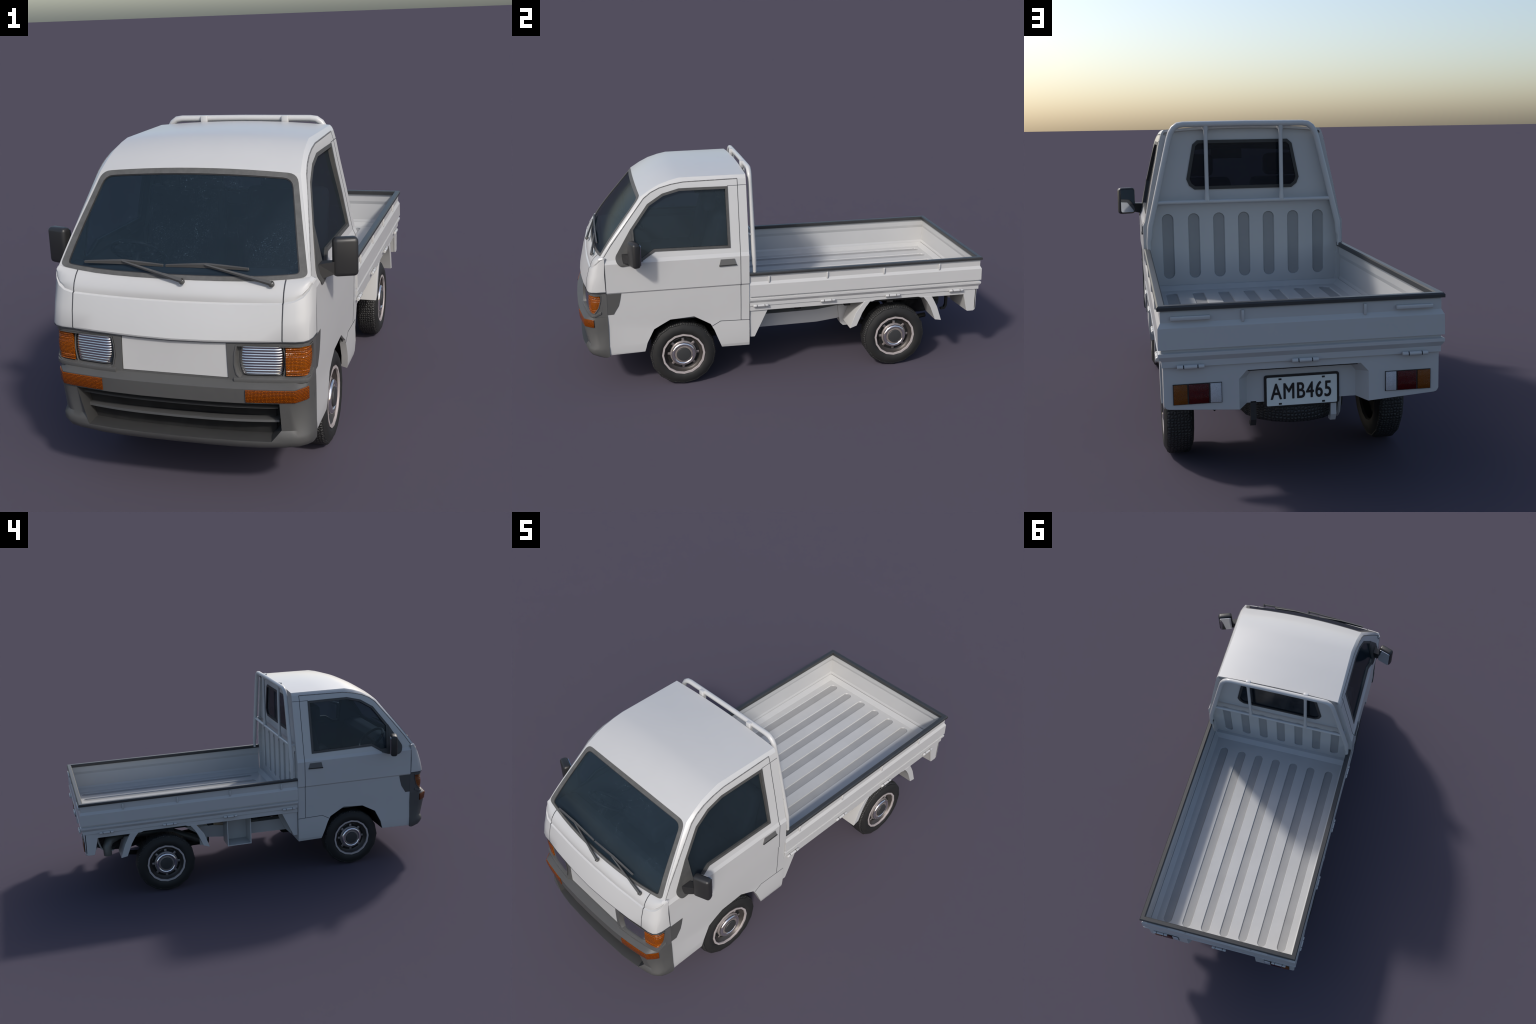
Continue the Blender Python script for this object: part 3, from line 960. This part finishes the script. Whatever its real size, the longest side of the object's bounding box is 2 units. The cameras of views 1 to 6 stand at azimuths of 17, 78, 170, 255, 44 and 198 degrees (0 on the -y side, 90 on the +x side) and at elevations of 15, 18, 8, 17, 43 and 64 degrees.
# ribs, hinges, handles
for s in (1, -1):
    for y in (-.099, .189, .477, .765):
        box("gate_rib", (s * .3945 - .0035, y - .004, .504), (s * .3945 + .0035, y + .004, .5355), PAINT, gates["right" if s > 0 else "left"], bevel=.0015)
for x in (.17, -.17):
    box("gate_rib", (x - .004, .9825, .504), (x + .004, .9895, .5355), PAINT, gates["rear"], bevel=.0015)
def tail_handle(x0, x1):
    box("tail_handle", (x0, .980, .5155), (x1, .9945, .5270), PAINT, gates["rear"], bevel=.002)
tail_handle(.258, .364)
tail_handle(-.364, -.258)

def hinge_mesh():
    prof = [(.0003, -.0366), (.0055, -.0365), (.0062, -.0355), (.0062, -.0205), (.0045, -.0200), (.0045, -.0180), (.0062, -.0175), (.0062, .0175), (.0045, .0180), (.0045, .0200), (.0062, .0205), (.0062, .0355), (.0055, .0365), (.0003, .0366)]
    o = revolve("hinge", prof, 12, PAINT, BEDROOT)
    o.data.materials.append(SEAM)
    for f in o.data.polygons:
        c = abs(f.center.x)
        if .0174 < c < .0206:
            f.material_index = 1
    return o
h0 = hinge_mesh()
h0.location = (.314, .9925, .3885)
def hinge(loc, turn):
    h = h0.copy()
    SCENE.objects.link(h)
    h.location = loc
    h.rotation_euler = (0, 0, turn)
for x in (.001, -.312):
    hinge((x, .9925, .3885), 0)
for y in (-.140, .193, .5255, .8605):
    hinge((.3975, y, .389), pi / 2)
    hinge((-.3975, y, .389), pi / 2)

# rear panel with the recess for the number plate
RP_Y = .9755
panel_poly = [(-.182, .255), (-.373, .268), (-.381, .270), (-.3875, .281), (-.3875, .385), (.3875, .385), (.3875, .281), (.381, .270), (.373, .268), (.182, .255), (.182, .341), (.160, .365), (-.160, .365), (-.182, .341)]
# lower edge rises towards the corners
panel_poly = [(x, z + (.0 if abs(x) > .2 else 0)) for x, z in panel_poly]
prism("rear_panel", panel_poly, RP_Y - .008, RP_Y, PAINT, BEDROOT, plane="xz", bevel=.001)
IN_Y = .930
mesh("plate_recess", [(.182, RP_Y - .001, .255), (.182, RP_Y - .001, .341), (.160, RP_Y - .001, .365), (-.160, RP_Y - .001, .365), (-.182, RP_Y - .001, .341), (-.182, RP_Y - .001, .255),
                      (.156, IN_Y, .259), (.156, IN_Y, .334), (.142, IN_Y, .352), (-.142, IN_Y, .352), (-.156, IN_Y, .334), (-.156, IN_Y, .259)],
     [(0, 1, 7, 6), (1, 2, 8, 7), (2, 3, 9, 8), (3, 4, 10, 9), (4, 5, 11, 10), (6, 7, 8, 9, 10, 11)], PAINT, BEDROOT, 25, outward=(0, 1, 0))
thicken(bpy.data.objects["plate_recess"], .004)

# tail lamps: amber, red, clear with dark dividers
def tail_lamp(s):
    base = box("tail_lamp", (min(s * .230, s * .3625), RP_Y - .004, .2805), (max(s * .230, s * .3625), RP_Y + .003, .3375), BLACKTRIM, BEDROOT)
    for a, b, m in ((.324, .361, REAR_AMBER), (.2655, .320, RED), (.2315, .2615, CLEAR)):
        box("lamp_lens", (min(s * a, s * b), RP_Y + .001, .282), (max(s * a, s * b), RP_Y + .0055, .336), m, base, bevel=.0008, seg=1)
tail_lamp(1)
tail_lamp(-1)

# folded front face of the rear panel corners
for s in (1, -1):
    mesh("panel_gusset", [(s * .386, .908, .362), (s * .386, .929, .271), (s * .186, .929, .258), (s * .186, .915, .362),
                          (s * .386, .972, .362), (s * .386, .968, .271), (s * .186, .970, .258), (s * .186, .970, .362)],
         [(0, 1, 2, 3), (4, 5, 6, 7), (0, 1, 5, 4), (1, 2, 6, 5), (2, 3, 7, 6), (3, 0, 4, 7)], PAINT, BEDROOT, solid=True)
# number plate
PY, PZ = .9345, .2885
plate_edge = round_corners([(-.1075, -.0455), (.1075, -.0455), (.1075, .0455), (-.1075, .0455)], .008, 4)
PL = prism("number_plate", [(x, z + PZ) for x, z in plate_edge], PY - .004, PY, PLATE_EDGE, BEDROOT, plane="xz")
prism("plate_face", [(x, z + PZ) for x, z in round_corners([(-.1005, -.0425), (.1005, -.0425), (.1005, .0390), (-.1005, .0390)], .003, 2)], PY - .001, PY + .0015, PLATE, PL, plane="xz")
for x in (.0625, -.0615):
    for z in (.0335, -.0375):
        box("plate_slot", (x - .0045, PY, PZ + z - .0028), (x + .0045, PY + .0025, PZ + z + .0028), PLATE_EDGE, PL, bevel=.0012)
def lettering(text, w, h, centre):
    cu = bpy.data.curves.new("lettering", "FONT")
    cu.body = text
    cu.align_x = "CENTER"
    cu.extrude = .02
    cu.space_character = 1.12
    tmp = bpy.data.objects.new("lettering", cu)
    SCENE.objects.link(tmp)
    dg = bpy.context.evaluated_depsgraph_get()
    me = bpy.data.meshes.new_from_object(tmp.evaluated_get(dg))
    bpy.data.objects.remove(tmp)
    xs = [v.co.x for v in me.vertices]
    ys = [v.co.y for v in me.vertices]
    for v in me.vertices:
        x = (v.co.x - (max(xs) + min(xs)) / 2) / (max(xs) - min(xs)) * w
        z = (v.co.y - (max(ys) + min(ys)) / 2) / (max(ys) - min(ys)) * h
        v.co = (-x, .0008 if v.co.z > 0 else -.001, z)
    # heavier strokes: the same letters again, shifted a little
    bm = bmesh.new()
    for i, (dx, dz) in enumerate(((0, 0), (.0010, .0003), (-.0010, -.0003), (.0005, -.0008), (-.0005, .0008))):
        me.transform(Matrix.Translation((dx, -.00008 * i, dz)))
        bm.from_mesh(me)
        me.transform(Matrix.Translation((-dx, .00008 * i, -dz)))
    bm.to_mesh(me)
    bm.free()
    me.materials.clear()
    me.materials.append(PLATE_EDGE)
    o = add("lettering", me, PL)
    o.location = centre
    return o
lettering("AMB465", .172, .0455, (.003, PY + .0018, PZ - .0015))

# mudguards before and behind the rear wheels
def guard(edge_a, edge_b, inner_drop):
    P = edge_a + list(reversed(edge_b))
    return prism("mudguard", P, .262, .3885, PAINT, BEDROOT, bevel=.001)
fa = [(.384, .366), (.362, .336), (.340, .305), (.313, .227)]
fb = [(.416, .366), (.393, .336), (.375, .306), (.347, .239)]
both(guard(fa, fb, 0))
ra = [(.735, .366), (.752, .336), (.768, .305), (.794, .231)]
rb = [(.690, .366), (.712, .340), (.733, .304), (.760, .237)]
both(guard(ra, rb, 0))
prism("wheel_arch_roof", [(.40, .3545), (.70, .3545), (.72, .366), (.38, .366)], .285, .377, UNDER, BEDROOT)
prism("wheel_arch_roof", [(.40, .3545), (.70, .3545), (.72, .366), (.38, .366)], -.377, -.285, UNDER, BEDROOT)

# stay plates behind the cab
stay = [(-.190, .3615), (-.190, .225), (-.168, .225), (-.103, .3615)]
both(prism("stay_plate", stay, .3765, .3815, PAINT, BEDROOT))
both(prism("stay_brace", [(-.191, .36), (-.191, .187), (-.155, .225), (-.12, .30), (-.11, .36)], .252, .258, PAINT, BEDROOT))

# chassis rails, axle, springs, propeller shaft
def rail():
    low = [(-.20, .213), (.0, .215), (.18, .217), (.29, .229), (.36, .265), (.44, .318), (.80, .318)]
    top = [(.80, .355), (.44, .355), (.33, .312), (.28, .297), (.18, .284), (.0, .282), (-.20, .281)]
    return prism("chassis_rail", low + top, .195, .243, PAINT, BEDROOT)
both(rail())
box("chassis_crossmember", (-.19, .02, .225), (.19, .05, .262), UNDER, BEDROOT)
box("chassis_crossmember", (-.19, .25, .235), (.19, .275, .270), UNDER, BEDROOT)
tube("drive_shaft", [(0, -.25, .235), (0, .50, .170)], .016, STEEL, BEDROOT)
box("gearbox", (-.10, -.42, .13), (.10, -.18, .30), UNDER, BEDROOT, bevel=.02)
tube("rear_axle", [(-.30, .553, .160), (.30, .553, .160)], .020, UNDER, BEDROOT)
tube("front_axle", [(-.30, -.515, .160), (.30, -.515, .160)], .018, UNDER, BEDROOT)
b = box("differential", (-.06, .50, .105), (.06, .60, .215), UNDER, BEDROOT, bevel=.03)
def spring(s):
    pts = [(s * .232, .315, .212), (s * .232, .43, .190), (s * .232, .553, .184), (s * .232, .67, .188), (s * .232, .770, .202)]
    tube("leaf_spring", pts, .013, UNDER, BEDROOT, sides=4)
spring(1)
spring(-1)
for s in (1, -1):
    prism("spring_hanger", [(.288, .30), (.292, .262), (.302, .205), (.318, .190), (.340, .190), (.345, .30)], s * .20, s * .252, PAINT, BEDROOT)
    tube("damper", [(s * .20, .60, .165), (s * .17, .70, .34)], .013, UNDER, BEDROOT, sides=8)

# open battery tray on one side
def tray():
    x0, x1, y0, y1, z0, z1, t = -.345, -.243, .067, .2025, .197, .360, .005
    o = box("battery_tray", (x0, y0, z0), (x1, y1, z0 + t), PAINT, BEDROOT)
    box("tray_wall", (x0, y0, z0 + t), (x1, y0 + t, z1), PAINT, o)
    box("tray_wall", (x0, y1 - t, z0 + t), (x1, y1, z1), PAINT, o)
    box("tray_wall", (x1 - t, y0 + t, z0 + t), (x1, y1 - t, z1), PAINT, o)
tray()

# spare wheel slung flat under the tail, its hooks, exhaust
def spare():
    prof = [(.075, .03), (.100, .042), (.128, .046), (.150, .040), (.158, .030), (.160, 0), (.158, -.030), (.150, -.040), (.128, -.046), (.100, -.042), (.075, -.03)]
    o = revolve("spare_wheel", prof, 18, TREAD, BEDROOT, axis_x=False)
    o.location = (.005, .768, .229)
    o.rotation_euler = (radians(0), 0, 0)
    revolve("spare_rim", [(.098, .036), (.09, .03), (.08, .0), (.08, -.02), (.09, -.04), (.098, -.046)], 18, RIM, o, axis_x=False).location = (0, 0, 0)
spare()
tube("spare_cradle", [(-.12, .895, .31), (-.12, .885, .235), (-.12, .872, .197), (-.12, .852, .180), (-.12, .812, .179), (-.12, .793, .196), (-.12, .785, .30)], .005, PAINT, BEDROOT, sides=6)
def hook(x, mat):
    prism("tow_hook", [(.918, .262), (.930, .262), (.930, .208), (.918, .188), (.895, .186), (.895, .196), (.912, .200), (.918, .214)], x - .008, x + .008, mat, BEDROOT)
hook(.138, STEEL)
hook(-.092, PAINT)
tube("exhaust_pipe", [(-.225, .30, .20), (-.225, .50, .285), (-.225, .66, .300), (-.290, .79, .325), (-.350, .848, .322), (-.364, .862, .296), (-.365, .860, .250)], .0215, EXHAUST, BEDROOT, sides=12)
tube("exhaust_silencer", [(-.12, .27, .19), (-.12, .48, .19)], .045, UNDER, BEDROOT, sides=12)

# ---------------------------------------------------------------- cab guard of bent tube
half = [(.3805, -.166, .545), (.3805, -.167, .586), (.3765, -.168, .600), (.3740, -.169, .640), (.3270, -.170, .835), (.2920, -.171, .978), (.2845, -.171, 1.002), (.2725, -.171, 1.021), (.2560, -.171, 1.0325), (.2350, -.171, 1.0355)]
radii_h = [.0085, .0085, .0115, .0115, .0115, .0115, .0115, .0115, .0115, .0115]
pts = half + [(0, -.171, 1.037)] + [(-x, y, z) for x, y, z in reversed(half)]
GUARD = tube("cab_guard", pts, .0115, PAINT, BEDROOT, sides=12, radii=radii_h + [.0115] + list(reversed(radii_h)))
tube("guard_crossbar", [(-.350, -.172, .735), (.350, -.172, .735)], .0085, PAINT, GUARD, sides=12)
for x in (.148, -.148):
    tube("guard_upright", [(x, -.173, .738), (x, -.173, .750), (x, -.173, .775), (x, -.173, 1.00), (x, -.173, 1.018), (x, -.173, 1.03)], .008, PAINT, GUARD, sides=10, radii=[.0115, .0105, .008, .008, .0095, .0115])
    box("guard_bracket", (x - .012, -.192, 1.012), (x + .012, -.176, 1.0475), PAINT, GUARD, bevel=.002)
for s in (1, -1):
    box("guard_stay", (s * .352 - .008, -.205, .733), (s * .352 + .008, -.170, .741), PAINT, GUARD)

# ================================================================ WHEELS
R = .160
N = 16
def spoke_taper(bm):
    for v in bm.verts:
        v.co.y *= 1.25 if v.co.z < 0 else .85
def build_wheel():
    w = revolve("wheel", [(.0965, .080), (.091, .070), (.084, .062), (.0795, .0595), (.0780, .0615), (.0755, .0630), (.060, .0640), (.030, .0640)], 24, BARREL, ROOT, phase=pi / 2, angle=50)
    tyre = revolve("tyre", [(.100, .074), (.104, .082), (.118, .0875), (.136, .0870), (.1500, .0790), (.150, .003), (.136, -.004), (.118, -.004), (.104, .0), (.100, .008)], N, TYRE, w, phase=pi / 2, angle=45)
    tread = revolve("tread", [(.148, .0785), (.1535, .0785), (.159, .072), (R, .065), (R, .017), (.159, .010), (.1535, .0035), (.148, .0035)], N, TREAD, w, phase=pi / 2, angle=45)
    revolve("rim", [(.1040, .078), (.1040, .0850), (.0955, .0850), (.0945, .079), (.100, .07)], N, RIM, w, phase=pi / 2, closed=True, angle=30)
    revolve("inner_drum", [(.097, .008), (.097, .03), (.05, .032), (.03, .0)], 20, UNDER, w)
    for k in range(8):
        a = 2 * pi * k / 8 + pi / 2
        sp = box("spoke", (.052, -.0065, .056), (.0655, .0065, .0765), SPOKE, w, bevel=.001, seg=1, taper=spoke_taper)
        sp.rotation_euler = (a, 0, 0)
        vent = box("vent", (.0630, -.020, .0600), (.0646, .020, .0745), UNDER, w)
        vent.rotation_euler = (a + pi / 8, 0, 0)
    revolve("collar", [(.0635, .062), (.0635, .071), (.0610, .0735), (.0570, .074)], 24, SPOKE, w, angle=40)
    ring = [(.0500 + .0090 * cos(2 * pi * i / 12), .0775 + .0090 * sin(2 * pi * i / 12)) for i in range(12)]
    revolve("trim_ring", ring, 16, CHROME, w, angle=60, closed=True)
    revolve("hub_ring", [(.0440, .070), (.0435, .0815), (.0340, .0830), (.0330, .076)], 24, HUBRING, w, angle=30)
    revolve("hub_cap", [(.0330, .06), (.0330, .0870), (.0315, .0890), (.026, .0897), (.0005, .0900)], 24, HUB, w, angle=35)
    return w
w0 = build_wheel()
parts0 = list(w0.children)
def place(obj, loc, turn, spin):
    obj.location = loc
    obj.rotation_euler = (spin, 0, turn)
place(w0, (.290, -.515, R), 0, 0)
def wheel_at(loc, turn, spin):
    w = w0.copy()
    SCENE.objects.link(w)
    place(w, loc, turn, spin)
    for p in parts0:
        c = p.copy()
        SCENE.objects.link(c)
        c.parent = w
    return w
wheel_at((-.290, -.515, R), pi, 0)
wheel_at((.291, .553, R), 0, 0)
wheel_at((-.291, .553, R), pi, 0)
